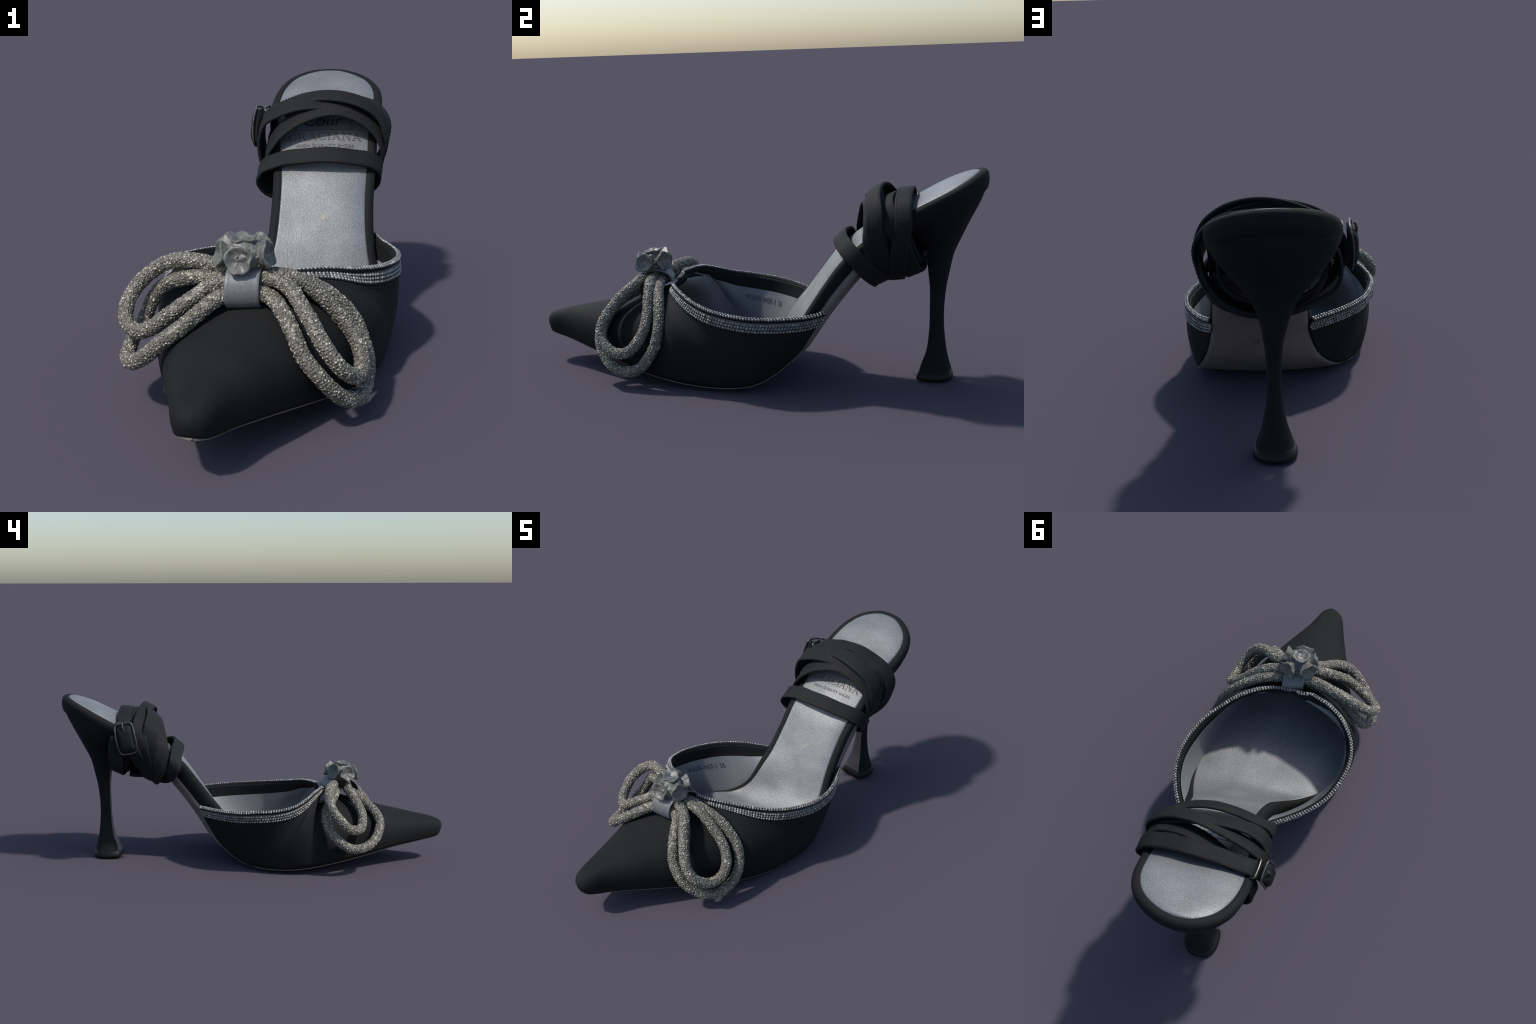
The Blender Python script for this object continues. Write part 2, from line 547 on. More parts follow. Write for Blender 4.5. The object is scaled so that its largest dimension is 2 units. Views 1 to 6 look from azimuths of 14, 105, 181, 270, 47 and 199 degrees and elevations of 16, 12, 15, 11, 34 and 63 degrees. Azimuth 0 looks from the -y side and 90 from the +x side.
bmesh.ops.remove_doubles(bm, verts=bm.verts, dist=0.0008)
bmesh.ops.recalc_face_normals(bm, faces=bm.faces)
bm.to_mesh(lining.data)
bm.free()

# rhinestone trim: round piping on the edge and a backing strip carrying rows of stones
edge, edge_n = rim_path(0.0, 0.0)
edge_path, _ = rim_path(0.0, 0.0, 1200)
edge_path = edge_path + np.array([0, 0, .001])
pipe_v, pipe_f = tube(edge + np.array([0, 0, .001]), 0.0095, 12)
piping = mesh_object("topline_piping", pipe_v, pipe_f, BLACK, shoe)
ROWS = [-0.008, 0.005, 0.018, 0.031, 0.044]                 # first: on the crest of the piping
top_row, tn = rim_path(0.004, 0.004)
bot_row, bn = rim_path(0.050, 0.003)
inner_t, _ = rim_path(0.004, -0.004)
inner_b, _ = rim_path(0.050, -0.004)
strip = np.stack([inner_t, top_row, bot_row, inner_b], 1)
trim = mesh_object("trim_band", strip.reshape(-1, 3), grid_faces(len(strip), 4, wrap_c=True), TRIMBASE, shoe)
recalc(trim)
ICO1 = ico(1)
ICO2 = ico(2)
for r, d in enumerate(ROWS):
    path, nn = rim_path(max(d, 0), 0.0055 if r > 1 else 0.0, 1200)
    tg = unit(np.gradient(path, axis=0))
    upw = unit(np.cross(tg, nn))
    upw[upw[:, 2] < 0] *= -1
    if r == 0:
        nn = unit(upw + 0.25 * nn)
        path = edge_path + nn * .0100
    elif r == 1:
        nn = unit(0.55 * upw + nn)
        path = edge_path + nn * .0102
    s = np.r_[0, np.cumsum(np.linalg.norm(np.diff(path, axis=0), axis=1))]
    step = 0.0128
    spots = []
    for q in np.arange(step / 2, s[-1], step):
        c = np.array([np.interp(q + RNG.normal(0, .0006), s, path[:, k]) for k in range(3)])
        m_ = unit(np.array([np.interp(q, s, nn[:, k]) for k in range(3)]))
        g = np.array([np.interp(q + .002, s, path[:, k]) - np.interp(q - .002, s, path[:, k]) for k in range(3)])
        g = unit(g - m_ * (g @ m_))
        h = np.cross(m_, g)
        z = RNG.uniform(.88, 1.1)
        spots.append((c, np.array([g * .0062, h * .0062, m_ * .0050]) * z))
    scatter("rhinestone_row", ICO1, spots, TRIM, shoe)

# line of stitching below the trim
path, nn = rim_path(0.066, 0.0006, 900)
s = np.r_[0, np.cumsum(np.linalg.norm(np.diff(path, axis=0), axis=1))]
CUBE = (np.array([(x, y, z) for x in (-1, 1) for y in (-1, 1) for z in (-1, 1)], float),
        [(0, 1, 3, 2), (4, 6, 7, 5), (0, 4, 5, 1), (2, 3, 7, 6), (0, 2, 6, 4), (1, 5, 7, 3)])


def stitches(path, nn, name, parent, pitch=0.013, length=0.0042, width=0.0008):
    s = np.r_[0, np.cumsum(np.linalg.norm(np.diff(path, axis=0), axis=1))]
    spots = []
    for q in np.arange(pitch, s[-1] - pitch, pitch):
        at = lambda A, x: np.array([np.interp(x, s, A[:, k]) for k in range(3)])
        c, m_ = at(path, q), unit(at(nn, q))
        g = unit(at(path, q + .003) - at(path, q - .003))
        spots.append((c, np.array([g * length, np.cross(m_, g) * width, m_ * width])))
    return scatter(name, CUBE, spots, THREAD, parent)


stitches(path[40:-40], nn[40:-40], "topline_stitching", shoe)

# ----------------------------------------------------------------------------- heel
NH = 48


def ring(cx, back, front, hw, flat=0.0, power=2.0):
    """closed ring, index 0 at the back; back/front = (y, z); front squared off by flat"""
    out = []
    for k in range(NH):
        a = 2 * math.pi * k / NH
        ca, sa = math.cos(a), math.sin(a)
        x = math.copysign(abs(sa) ** (2 / power), sa)
        c = math.copysign(abs(ca) ** (2 / power), ca)
        if c < 0 and flat > 0:
            c = -min(1.0, abs(c) * (1 + flat)) if abs(c) * (1 + flat) < 1 else -1.0
        f = (1 - c) / 2
        y = back[0] + (front[0] - back[0]) * f
        z = back[1] + (front[1] - back[1]) * f
        out.append((cx + hw * x, y, z))
    return np.array(out)


# seat ring: rim of the board under the heel
half = 7 * MS
seat_row = rows[5]
mid = nl // 2
left = seat_row[mid - half:mid][::-1]                       # back -> front on the left
right = seat_row[mid:mid + half]
nq = NH // 2
rb = spline(right, nq - 4)
lb = spline(left, nq - 4)
backp = 0.5 * (right[0] + left[0])
frontline = [rb[-1] + (lb[-1] - rb[-1]) * t for t in np.linspace(0, 1, 9)[1:-1]]
seat = np.vstack([[backp], rb[1:], frontline, lb[1:][::-1]])
seat = spline(seat, NH, closed=True)
seat = np.roll(seat, 0, axis=0)
HEEL = [(.022, (.988, .805), (.600, .645), .206, .05, 2.1), (.022, (.968, .750), (.640, .635), .190, .1, 2.0),
        (.022, (.932, .680), (.705, .612), .155, .25, 2.0), (.022, (.896, .605), (.745, .572), .104, .4, 2.0),
        (.024, (.866, .538), (.757, .522), .066, .5, 2.0),
        (.027, (.849, .465), (.763, .458), .044, .6, 2.0), (.030, (.834, .388), (.769, .386), .030, .6, 2.0),
        (.031, (.826, .300), (.768, .300), .0250, .6, 2.0), (.032, (.827, .215), (.766, .215), .0265, .6, 2.0),
        (.033, (.837, .125), (.755, .125), .040, .6, 2.0), (.034, (.848, .075), (.737, .075), .054, .6, 2.1),
        (.034, (.857, .042), (.728, .042), .065, .6, 2.2)]
rings = [seat] + [ring(*h) for h in HEEL]
P = np.array(rings)
dense = np.stack([through(P[:, k], 6) for k in range(NH)], 1)
nrows = dense.shape[0]
faces = grid_faces(nrows, NH, wrap_c=True)
cols_front = {k for k in range(NH) if abs(k - NH / 2 + 0.5) <= 7}
heel_faces, breast_faces = [], []
for f in faces:
    row, col = f[0] // NH, f[0] % NH
    (breast_faces if (col in cols_front and row >= 26) else heel_faces).append(f)
heel_faces.append(tuple(range(NH)))
heel = mesh_object("heel", dense.reshape(-1, 3), heel_faces, BLACK, shoe)
breast = mesh_object("heel_breast", dense.reshape(-1, 3), breast_faces, TAUPE, shoe)
for ob in (heel, breast):
    bm = bmesh.new()
    bm.from_mesh(ob.data)
    bmesh.ops.delete(bm, geom=[v for v in bm.verts if not v.link_faces], context="VERTS")
    bmesh.ops.recalc_face_normals(bm, faces=bm.faces)
    bm.to_mesh(ob.data)
    bm.free()
fc = breast.data.polygons[len(breast.data.polygons) // 2]
if fc.normal.y > 0:
    breast.data.flip_normals()
TIP = [(.034, (.8575, .043), (.7275, .043), .0655, .6, 2.2), (.034, (.864, .016), (.718, .016), .075, .6, 2.2),
       (.034, (.864, .008), (.718, .008), .075, .6, 2.2), (.034, (.856, .002), (.726, .002), .067, .6, 2.2)]
P = np.vstack([ring(*h) for h in TIP])
faces = grid_faces(len(TIP), NH, wrap_c=True) + [tuple(range(NH)), tuple(reversed(range(len(P) - NH, len(P))))]
tip = mesh_object("heel_tip", P, faces, GLOSS, heel)
recalc(tip)

# ----------------------------------------------------------------------------- straps
def strap(name, pts, width=0.070, thick=0.013, closed=True, slope=30.0, seed=0, n=150):
    path = spline(pts, n, closed)
    if closed:
        t = unit(np.roll(path, -1, 0) - np.roll(path, 1, 0))
    else:
        t = unit(np.gradient(path, axis=0))
    ax = np.array([0, math.cos(math.radians(slope)), math.sin(math.radians(slope))])   # width runs up the foot
    b = unit(ax - t * (t @ ax)[:, None])
    nn = unit(np.cross(t, b))
    if (nn * (path - path.mean(0))).sum() < 0:
        nn = -nn
    hw, ht = width / 2, thick / 2
    sec = []
    for cx, cy, a0 in ((hw - ht, 0, -90), (-(hw - ht), 0, 90)):
        for a in np.radians(np.linspace(a0, a0 + 180, 7)):
            sec.append((cx + ht * math.cos(a), ht * math.sin(a)))
    sec = sec[:7] + [((hw - ht) * q, ht * (1 + .10 * (1 - q * q))) for q in (.6, .2, -.2, -.6)] + sec[7:] + \
        [((hw - ht) * q, -ht) for q in (-.6, -.2, .2, .6)]
    verts = []
    for i in range(n):
        wob = 1 + 0.05 * noise.noise(Vector((i * .06, seed * 3.1, .3)))
        crinkle = 0.0022 * noise.noise(Vector((i * .09, seed * 7.7, 1.3)))
        for sx, sy in sec:
            fold = 0.0018 * noise.noise(Vector((i * .07, sx * 45, seed * 5.0)))
            verts.append(path[i] + b[i] * sx * wob + nn[i] * (sy + crinkle + fold))
    m = len(sec)
    faces = grid_faces(n, m, wrap_r=closed, wrap_c=True)
    if not closed:
        faces += [tuple(range(m)), tuple(reversed(range((n - 1) * m, n * m)))]
    ob = mesh_object(name, verts, faces, STRAP, shoe)
    recalc(ob)
    for sgn in (-1, 1):
        line = path + b * sgn * (hw - .0085) + nn * (ht * 1.08)
        st = stitches(line, nn, "strap_stitching", ob, 0.014, 0.0034, 0.0006)
    return ob


strap("ankle_strap", [(-0.155, 0.401, 0.561), (-0.092, 0.401, 0.592), (0.008, 0.397, 0.610), (0.090, 0.405, 0.614), (0.180, 0.427, 0.606),
                      (0.239, 0.457, 0.590), (.272, .503, .552), (.268, .535, .512), (.235, .568, .474), (.170, .580, .446),
                      (.080, .552, .434), (-.020, .510, .438), (-.110, .462, .458), (-.152, .430, .486), (-0.168, 0.404, 0.531)], seed=1, slope=42)
strap("ankle_strap", [(-.150, .468, .605), (-.120, .476, .663), (-.062, .490, .718), (.000, .505, .748), (.050, .517, .764),
                      (.100, .530, .768), (.165, .541, .753), (.228, .550, .714), (.262, .558, .674), (.277, .560, .625),
                      (.262, .572, .560), (.215, .585, .500), (.130, .578, .452), (.030, .555, .432), (-.065, .528, .440),
                      (-.145, .498, .485), (-.160, .476, .545)], seed=2, slope=45)
strap("ankle_strap", [(-.170, .523, .725), (-.110, .517, .762), (-.040, .525, .785), (.050, .545, .790), (.150, .560, .775),
                      (.235, .575, .720), (.272, .585, .650), (.255, .592, .560), (.190, .590, .485), (.100, .575, .448), (.000, .555, .446),
                      (-.090, .545, .468), (-.158, .540, .530), (-.187, .534, .610), (-.186, .528, .680)], seed=3, slope=38, width=.080)
strap("ankle_strap", [(.288, .577, .655), (.257, .573, .742), (.205, .560, .783), (.097, .556, .812), (-.012, .566, .805),
                      (-.101, .575, .776), (-.165, .582, .741), (-.193, .577, .690), (-.198, .569, .630), (-.182, .558, .570),
                      (-.140, .552, .500), (-.050, .562, .452), (.050, .585, .430), (.150, .600, .452), (.230, .605, .518), (.274, .592, .590)], seed=4, slope=28)
strap("ankle_strap", [(.266, .640, .700), (.228, .612, .752), (.150, .603, .778), (.050, .615, .778), (-.050, .645, .757),
                      (-.140, .680, .715), (-.186, .697, .655), (-.192, .703, .595), (-.176, .703, .548), (-.118, .710, .510),
                      (-.030, .718, .476), (.060, .720, .466), (.140, .715, .476), (.205, .702, .515), (.250, .685, .580), (.268, .668, .645)], seed=5, slope=25, width=.076)
strap("ankle_strap", [(.190, .640, .660), (.205, .672, .610), (.188, .692, .555), (.130, .702, .510), (.040, .704, .495), (-.050, .700, .505),
                      (-.118, .690, .550), (-.145, .672, .610), (-.130, .640, .655)], closed=False, seed=8, slope=30, width=.095)
buckle_strap = strap("ankle_strap", [(-.075, .545, .462), (-.135, .560, .510), (-.180, .588, .565), (-.208, .620, .630), (-.207, .645, .695), (-.182, .656, .743),
                      (-.099, .665, .778), (-.015, .669, .797), (.086, .674, .803), (.174, .677, .789), (.245, .683, .757), (.279, .688, .700),
                      (.276, .676, .625), (.242, .662, .540), (.170, .648, .468), (.080, .636, .440), (.010, .628, .446), (-.035, .620, .462)],
                     closed=False, seed=6, n=170, slope=6)

# ----------------------------------------------------------------------------- buckle
bc = np.array([-.236, .642, .682])
ax_l = unit([0.05, .20, 1.0])                               # length of the frame, along the strap
ax_n = unit(np.array([-1.0, .05, 0.05]) - ax_l * (np.array([-1.0, .05, .05]) @ ax_l))
ax_w = np.cross(ax_l, ax_n)


def rounded_loop(hl, hwid, r, n=8):
    pts = []
    for cl, cw, a0 in ((hl - r, hwid - r, 0), (-(hl - r), hwid - r, 90), (-(hl - r), -(hwid - r), 180), (hl - r, -(hwid - r), 270)):
        for a in np.radians(np.linspace(a0, a0 + 90, n)):
            pts.append((cl + r * math.cos(a), cw + r * math.sin(a)))
    return pts


def frame_ring(name, c, hl, hwid, r, bar, bow_, parent, mat):
    pts = [c + ax_l * a + ax_w * w + ax_n * (-bow_ * (a / hl) ** 2) for a, w in rounded_loop(hl, hwid, r)]
    path = spline(pts, 96, closed=True)
    cen = path.mean(0)
    t = unit(np.roll(path, -1, 0) - np.roll(path, 1, 0))
    b = unit(np.cross(t, np.broadcast_to(ax_n, t.shape)))
    n2 = unit(np.cross(b, t))
    V = []
    for i in range(96):
        z = 1 + .12 * noise.noise(Vector(path[i] * 60))
        for k in range(8):
            a = 2 * math.pi * k / 8
            V.append(path[i] + (b[i] * math.cos(a) * bar + n2[i] * math.sin(a) * bar * .8) * z)
    ob = mesh_object(name, V, grid_faces(96, 8, wrap_r=True, wrap_c=True), mat, parent)
    recalc(ob)
    return ob


buckle = frame_ring("buckle", bc, .077, .045, .020, .0052, .010, shoe, METAL)
kc, kn = np.array([-.186, .655, .745]), unit([-.75, 0, .66])
ring_pts = [kc + np.array([.0, 1.0, .05]) * a + kn * w for a, w in rounded_loop(.041, .014, .010)]
kp = spline(ring_pts, 64, closed=True)
kv, kf = tube(np.vstack([kp, kp[:1]]), .0055, 8)
mesh_object("strap_keeper", kv, kf, METAL, buckle)
# prong and the domed strap end inside the frame
pv, pf = tube(spline([bc + ax_l * .080 + ax_n * .006, bc + ax_l * .06 + ax_n * .012, bc + ax_l * .035 + ax_n * .010], 14), .0042, 8)
mesh_object("buckle_prong", pv, pf, METAL, buckle)
V = []
RN = 10
for j in range(RN):
    q = j / (RN - 1)
    sc = math.cos(q * math.pi / 2) ** 0.45 if q < 1 else 0.02
    for a, w in rounded_loop(.071, .040, .018, 6):
        V.append(bc + ax_l * (a * sc - .004) + ax_w * w * sc + ax_n * (-.012 + .030 * math.sin(q * math.pi / 2) - .008 * (a * sc / .066) ** 2))
m = len(V) // RN
F_ = grid_faces(RN, m, wrap_c=True) + [tuple(range(m)), tuple(reversed(range(len(V) - m, len(V))))]
se = mesh_object("strap_end", V, F_, STRAP, buckle)
recalc(se)

# ----------------------------------------------------------------------------- bow
LOOPS = {
    "r_in": [(.010, -.472, .395), (.055, -.474, .400), (.095, -.487, .405), (.143, -.504, .387), (.185, -.544, .352), (.227, -.579, .304), (.254, -.599, .269),
             (.283, -.608, .230), (.311, -.596, .190), (.335, -.560, .157), (.346, -.508, .140), (.348, -.457, .154), (.335, -.424, .190),
             (.310, -.405, .230), (.267, -.400, .282), (.220, -.411, .335), (.174, -.422, .376), (.120, -.435, .400), (.060, -.442, .402), (.010, -.448, .402)],
    "r_out": [(.010, -.500, .368), (.050, -.497, .366), (.095, -.510, .354), (.136, -.556, .330), (.177, -.601, .284), (.211, -.626, .226), (.252, -.630, .178),
              (.283, -.610, .134), (.312, -.570, .092), (.340, -.525, .072), (.352, -.463, .065), (.355, -.407, .087), (.352, -.370, .133),
              (.335, -.346, .180), (.311, -.337, .238), (.270, -.345, .293), (.217, -.363, .340), (.154, -.387, .372), (.070, -.408, .388), (.010, -.415, .390)],
    "l_in": [(.010, -.420, .410), (-.045, -.418, .412), (-.100, -.413, .416), (-.155, -.398, .420), (-.216, -.385, .417), (-.273, -.377, .400), (-0.320, -.380, .369),
             (-0.360, -.401, .328), (-0.377, -.438, .286), (-0.372, -.470, .253), (-0.341, -.510, .236), (-.308, -.533, .232), (-.257, -.550, .255),
             (-.208, -.551, .294), (-.168, -.537, .323), (-.126, -.519, .351), (-.090, -.500, .377), (-.045, -.492, .388), (.010, -.488, .388)],
    "l_out": [(.010, -.440, .372), (-.060, -.428, .376), (-.130, -.418, .378), (-.209, -.400, .362), (-.292, -.363, .317), (-0.326, -.365, .270), (-0.339, -.382, .232),
              (-0.362, -.430, .180), (-0.363, -.485, .147), (-.328, -.563, .147), (-.240, -.637, .206), (-.197, -.645, .247), (-.144, -.625, .286),
              (-.100, -.580, .322), (-.064, -.543, .350), (-.030, -.520, .362), (.010, -.512, .362)]}
CR = 0.0222
for nm, pts in LOOPS.items():
    path = spline(pts, 170)
    v, f = tube(path, CR, 20)
    cord = mesh_object("bow_loop", v, f, CORD, shoe)
    # stones covering the cord in staggered rings
    t, n, b = frames(path)
    s = np.r_[0, np.cumsum(np.linalg.norm(np.diff(path, axis=0), axis=1))]
    spots, per, pitch = [], 16, 0.0082
    for r, q in enumerate(np.arange(.004, s[-1] - .004, pitch)):
        at = lambda A: np.array([np.interp(q, s, A[:, k]) for k in range(3)])
        c, ti, ni, bi = at(path), unit(at(t)), unit(at(n)), unit(at(b))
        for k in range(per):
            a = 2 * math.pi * (k + .5 * (r % 2) + RNG.uniform(-.28, .28)) / per
            d = math.cos(a) * ni + math.sin(a) * bi
            e = np.cross(ti, d)
            z = RNG.uniform(.6, 1.18)
            tw = RNG.uniform(-1.3, 1.3)
            g1 = ti * math.cos(tw) + e * math.sin(tw)
            g2 = np.cross(d, g1)
            spots.append((c + d * (CR + RNG.uniform(-.0012, .0004)) + ti * RNG.uniform(-.0028, .0028),
                          np.array([g1 * .0060, g2 * .0045, d * .0025]) * z))
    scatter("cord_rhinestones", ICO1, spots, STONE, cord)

# satin band round the middle of the bow
arc = spline([(-.366, .372), (-.372, .405), (-.400, .430), (-.440, .440), (-.480, .437), (-.512, .424), (-.534, .398), (-.540, .365), (-.530, .335), (-.505, .318)], 60)
V = []
XS = [(-.044, -.006), (-.048, -.003), (-.048, .001), (-.045, .003)] + [(x, .0025 + .001 * math.cos(x * 60)) for x in np.linspace(-.038, .038, 9)] + [(.045, .003), (.048, .001), (.048, -.003), (.044, -.006)]
ta = unit(np.gradient(arc, axis=0))
for i, (y, z) in enumerate(arc):
    ny, nz = -ta[i][1], ta[i][0]
    if (y + .45) * ny + (z - .37) * nz < 0:
        ny, nz = -ny, -nz
    skew = 0.10 * (y + .45)
    for x, o in XS:
        V.append((x + .010 + skew * -.3, y + ny * o + x * .25, z + nz * o))
band = mesh_object("bow_band", V, grid_faces(len(arc), len(XS)), BANDM, shoe)
md = recalc(band)

# cluster of crystal cups on top of the band
def cup(name, centre, direction, radius, seed, parent):
    d = unit(direction)
    e1 = unit(np.cross(d, [0.3, 0.2, 1.0] if abs(d[2]) < .9 else [1.0, 0, 0]))
    e2 = np.cross(d, e1)
    prof = [(.50, -1.25), (.60, -.95), (.72, -.62), (.84, -.30), (.96, -.04), (1.00, .06), (.96, .14), (.85, .13), (.70, .02), (.50, -.10), (.30, -.17), (.14, -.20), (.0, -.19)]
    ns_ = 28
    V = []
    for r, h in prof:
        for k in range(ns_):
            a = 2 * math.pi * k / ns_
            wave = 1 + (.06 * math.sin(5 * a + seed) + .05 * math.sin(3 * a + 2 * seed)) * min(1, r) + .13 * noise.noise(Vector((math.cos(a) * 2.5, math.sin(a) * 2.5, seed + 2 * h)))
            hh = h + (.07 * math.sin(4 * a + seed * 1.7) + .08 * noise.noise(Vector((math.cos(a) * 1.7, math.sin(a) * 1.7, seed * 2)))) * r
            V.append(np.asarray(centre) + radius * (e1 * math.cos(a) * r * wave + e2 * math.sin(a) * r * wave + d * hh))
    f = grid_faces(len(prof), ns_, wrap_c=True)
    f.append(tuple(reversed(range(ns_))))
    ob = mesh_object(name, V, f, CRYSTAL, parent)
    recalc(ob)
    return ob


core = np.array([.006, -.462, .462])
cv, cf = ico(4)
cv = np.array([v * (1 + .16 * noise.noise(Vector(v * 3.0)) + .07 * noise.noise(Vector(v * 9))) * np.array([.063, .063, .050]) + core for v in cv])
cluster = mesh_object("crystal_cluster", cv, cf, CRYSTAL, shoe)
cup("crystal_cup", (.001, -.464, .514), (.0, -.12, 1), .038, 0.3, cluster)
for k, (az, c) in enumerate([(10, (.003, -.531, .466)), (82, (.078, -.477, .474)), (152, (.042, -.397, .478)), (222, (-.052, -.415, .480)), (298, (-.066, -.488, .471))]):
    a = math.radians(az)
    cup("crystal_cup", c, (math.sin(a), -math.cos(a), .22), .041, k * 1.37 + 1, cluster)
spots = []
for k in range(260):
    v = unit(RNG.normal(size=3))
    if v[2] < -.5 or v[2] > .8:
        continue
    e1 = unit(np.cross(v, [.2, .3, 1.0]))
    z = RNG.uniform(.6, 1.2) * .0052
    spots.append((core + v * np.array([.063, .063, .050]), np.array([e1, np.cross(v, e1), v * .8]) * z))
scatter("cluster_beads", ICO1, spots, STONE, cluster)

# ----------------------------------------------------------------------------- writing
def text_mesh(body, size, spacing=1.0, shear=0.0):
    cu = bpy.data.curves.new("writing", "FONT")
    cu.body = body
    cu.size = size
    cu.align_x = "CENTER"
    cu.space_character = spacing
    cu.shear = shear
    cu.resolution_u = 3
    ob = bpy.data.objects.new("writing", cu)
    COL.objects.link(ob)
    dg = bpy.context.evaluated_depsgraph_get()
    me = bpy.data.meshes.new_from_object(ob.evaluated_get(dg))
    v = np.array([x.co[:] for x in me.vertices])
    f = [tuple(p.vertices) for p in me.polygons]
    bpy.data.objects.remove(ob)
    bpy.data.curves.remove(cu)
    return v, f


SARC = np.r_[0, np.cumsum(np.linalg.norm(np.diff(MID, axis=0), axis=1))]


def on_footbed(u, v, lift=0.0028):
    """u metres across from the middle, v metres up the footbed towards the heel from the arc position"""
    i = np.interp(v, SARC, np.arange(NS))
    half_w = np.linalg.norm(RR[int(i)] - RL[int(i)]) / 2
    p, n, a, t = footbed(i, np.clip(u / half_w, -1, 1))
    return p + n * (lift + undulation(p))


def print_on_footbed(name, v, f, width, arc_pos, mat, x0=0.0, height=None):
    lo, hi = v.min(0), v.max(0)
    k = width / (hi[0] - lo[0])
    ky = k if height is None else height / (hi[1] - lo[1])
    cx = (lo[0] + hi[0]) / 2
    V = [on_footbed((a - cx) * k + x0, arc_pos - (b - lo[1]) * ky) for a, b, *_ in v]
    ob = mesh_object(name, V, f, mat, insole)
    recalc(ob)
    pn = ob.data.polygons[0].normal
    if pn.z < 0:
        ob.data.flip_normals()
    return ob


def arc_at(y_mid):
    return float(np.interp(-y_mid, -MID[:, 1], SARC))


def serif_capitals(word):
    """roman capitals from thick and thin strokes with slab serifs, unit height; returns verts, faces"""
    THICK, THIN, SER = .13, .055, .05
    V, Fc = [], []

    def quad(a, b, wd):
        a, b = np.array(a, float), np.array(b, float)
        d = unit(b - a)
        n_ = np.array([-d[1], d[0]]) * wd / 2
        o = len(V)
        V.extend([a - n_, b - n_, b + n_, a + n_])
        Fc.append((o, o + 1, o + 2, o + 3))

    def arc(cx, cy, rx, ry, a0, a1, n_=14):
        """arc swelling to a thick stroke at its sides"""
        o = len(V)
        for q in range(n_ + 1):
            t_ = math.radians(a0 + (a1 - a0) * q / n_)
            wd = THIN + (THICK - THIN) * abs(math.cos(t_))
            for sg in (-.5, .5):
                V.append(np.array([cx + (rx + sg * wd) * math.cos(t_), cy + (ry + sg * THIN) * math.sin(t_)]))
        for q in range(n_):
            Fc.append((o + 2 * q, o + 2 * q + 1, o + 2 * q + 3, o + 2 * q + 2))

    def serif(x, y, w_=.30):
        quad((x - w_ / 2, y), (x + w_ / 2, y), SER)

    x = 0.0
    for ch in word:
        start, pen = len(V), 0.0
        if ch == "I":
            quad((.16, 0), (.16, 1), THICK); serif(.16, .025); serif(.16, .975); pen = .32
        elif ch == "A":
            quad((.12, 0), (.43, 1), THIN); quad((.78, 0), (.43, 1), THICK); quad((.24, .36), (.64, .36), THIN)
            serif(.12, .025, .26); serif(.78, .025, .28); pen = .92
        elif ch == "N":
            quad((.15, 0), (.15, 1), THIN); quad((.80, 0), (.80, 1), THIN); quad((.15, 1), (.80, 0), THICK)
            serif(.15, .025, .26); serif(.11, .975, .22); serif(.80, .975, .26); pen = .95
        elif ch == "R":
            quad((.16, 0), (.16, 1), THICK); quad((.16, .972), (.42, .972), THIN); quad((.16, .49), (.42, .49), THIN)
            arc(.42, .73, .20, .242, -90, 90); quad((.40, .49), (.76, 0), THICK); serif(.16, .025); serif(.10, .975, .2); serif(.80, .025, .2); pen = .90
        else:
            arc(.48, .5, .40, .475, 48, 312)
            quad((.76, .70), (.76, .97), THIN)
            pen = .88
            if ch == "G":
                quad((.78, .03), (.78, .42), THICK); serif(.78, .42, .28)
            else:
                quad((.74, .10), (.78, .26), THIN)
        for k in range(start, len(V)):
            V[k] = V[k] + np.array([x, 0])
        x += pen + .10
    return np.array(V), Fc


v, f = serif_capitals("GRACIANA")
print_on_footbed("name_writing", v, f, .275, arc_at(.527), INK, .005, .044)
v, f = text_mesh("HIGH QUALITY SHOES", 1.0, 1.05)
print_on_footbed("quality_writing", v, f, .215, arc_at(.497), INK, 0.005, .018)
v, f = text_mesh("Cour", 1.0, 1.0, 0.2)
print_on_footbed("logo_writing", v, f, .15, arc_at(.595), INKDARK, 0.0, .06)
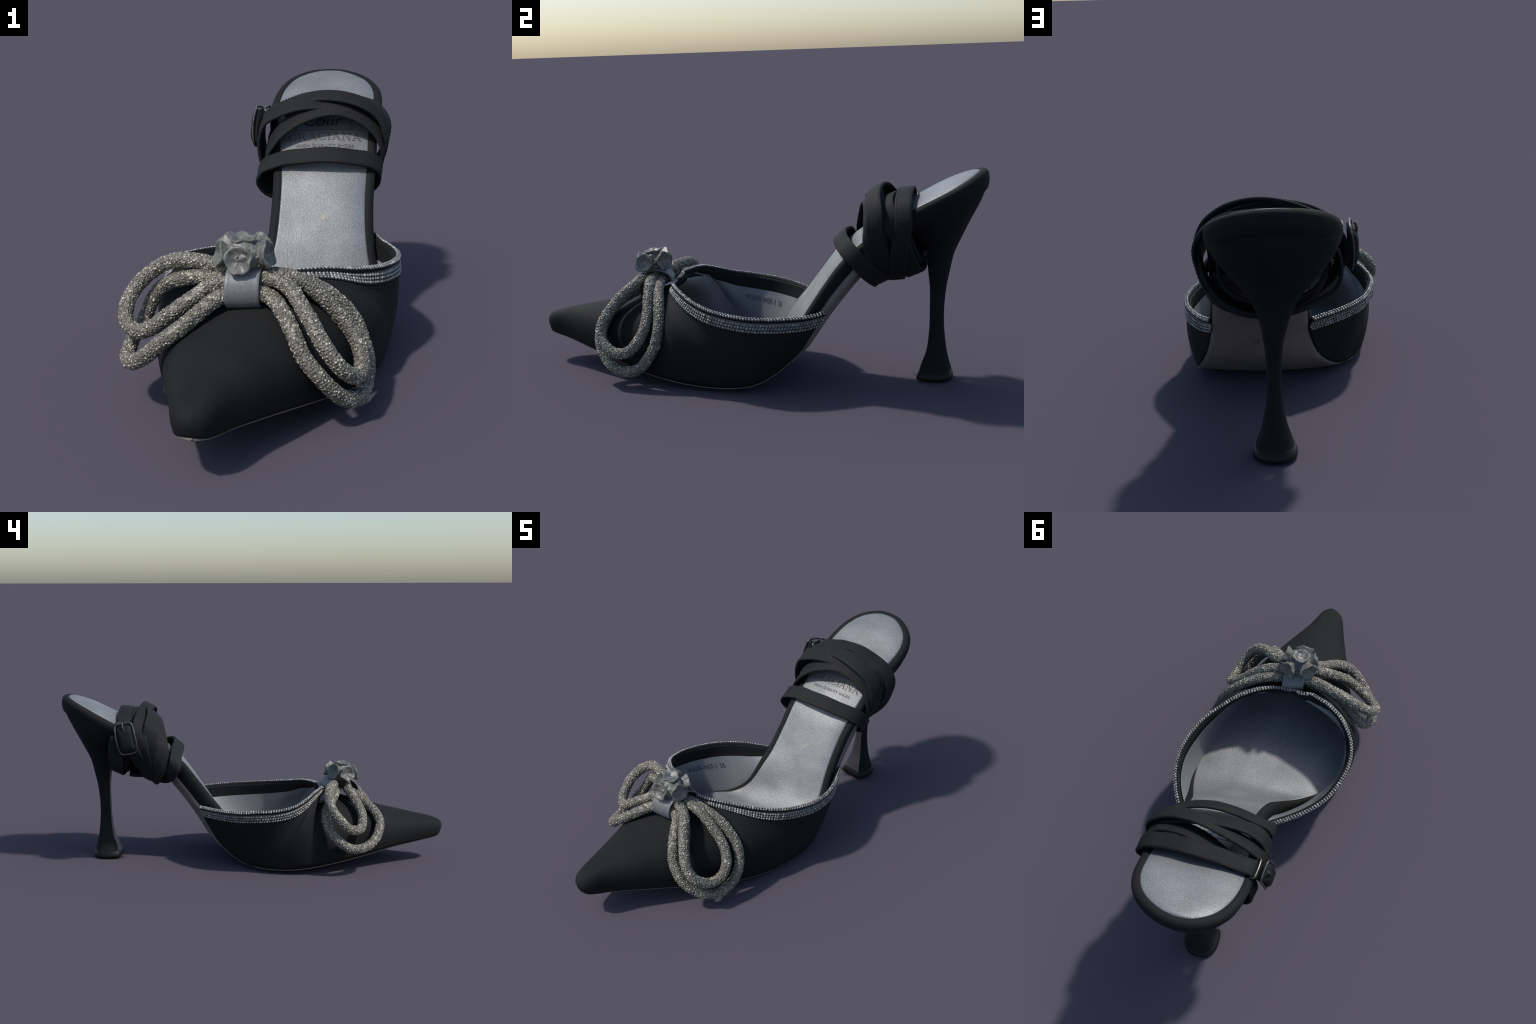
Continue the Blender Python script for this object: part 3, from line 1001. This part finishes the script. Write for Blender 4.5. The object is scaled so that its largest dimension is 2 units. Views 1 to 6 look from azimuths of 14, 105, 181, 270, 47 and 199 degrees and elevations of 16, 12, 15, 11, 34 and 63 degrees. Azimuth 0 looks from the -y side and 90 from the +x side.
# frame round the logo
bars = []
va, vb, hw_ = arc_at(.575), arc_at(.69), .105
for (u0, v0, u1, v1) in ((-hw_, va, hw_, va), (-hw_, vb, hw_, vb), (-hw_, va, -hw_, vb), (hw_, va, hw_, vb)):
    n_ = 16
    base_ = len(bars)
    for k in range(n_ + 1):
        q = k / n_
        u_, w_ = u0 + (u1 - u0) * q, v0 + (v1 - v0) * q
        d_ = .0016
        for sg in (-1, 1):
            bars.append((on_footbed(u_ + (d_ * sg if u0 == u1 else 0), w_ + (d_ * sg if v0 == v1 else 0)), base_, n_))
V = [b[0] for b in bars]
F_ = []
for q in range(4):
    o = q * 34
    F_ += [(o + 2 * k, o + 2 * k + 1, o + 2 * k + 3, o + 2 * k + 2) for k in range(16)]
fr = mesh_object("logo_frame", V, F_, INK, insole)

# size code on the left lining
v, f = text_mesh("W3670-W07-1 36", 1.0, 1.05)
lo, hi = v.min(0), v.max(0)
V = []
for a, b, *_ in v:
    q = (a - lo[0]) / (hi[0] - lo[0])
    h = (b - lo[1]) / (hi[1] - lo[1])
    # runs from front to back along the left wall as read from the inside
    y = -.165 + .235 * q
    tops = WL[:, -1, 1]
    i = float(np.interp(y, tops[int(KT):], np.arange(int(KT), len(tops))))
    p, m_ = from_top(WL, NL_, i, .125 - .028 * h)
    tot = np.linalg.norm(np.diff(WL[int(i)], axis=0), axis=1).sum()
    q_ = (.125 - .028 * h - .062) / (tot - .062)
    V.append(p - m_ * (.0196 + .030 * q_ * (1.5 - .5 * q_)))
code = mesh_object("size_code", V, f, INKDARK, lining)

# size mark under the waist
v, f = text_mesh("36", 1.0)
lo, hi = v.min(0), v.max(0)
V = []
for a, b, *_ in v:
    q = ((a - lo[0]) / (hi[0] - lo[0]) - .5) * .06
    h = ((b - lo[1]) / (hi[1] - lo[1])) * .035
    i = np.interp(.285 + h, 0.5 * (SR + SL)[:, 1], np.arange(ns))
    k = int(i)
    c = 0.5 * (SR + SL)[k] * (1 - (i - k)) + 0.5 * (SR + SL)[k + 1] * (i - k)
    V.append(c + acr[k] * (-q) + sn[k] * .0345)
mesh_object("size_mark", V, f, INK, outsole)

# small glue stain on the footbed
V = [on_footbed(0.012, arc_at(.30), .0022)]
for k in range(20):
    a = 2 * math.pi * k / 20
    r = .012 * (1 + .4 * noise.noise(Vector((math.cos(a) * 1.5, math.sin(a) * 1.5, 4))))
    V.append(on_footbed(0.012 + r * math.cos(a), arc_at(.30) + r * 1.3 * math.sin(a), .0018))
stain = mesh_object("stain", V, [(0, 1 + k, 1 + (k + 1) % 20) for k in range(20)], STAIN, insole)
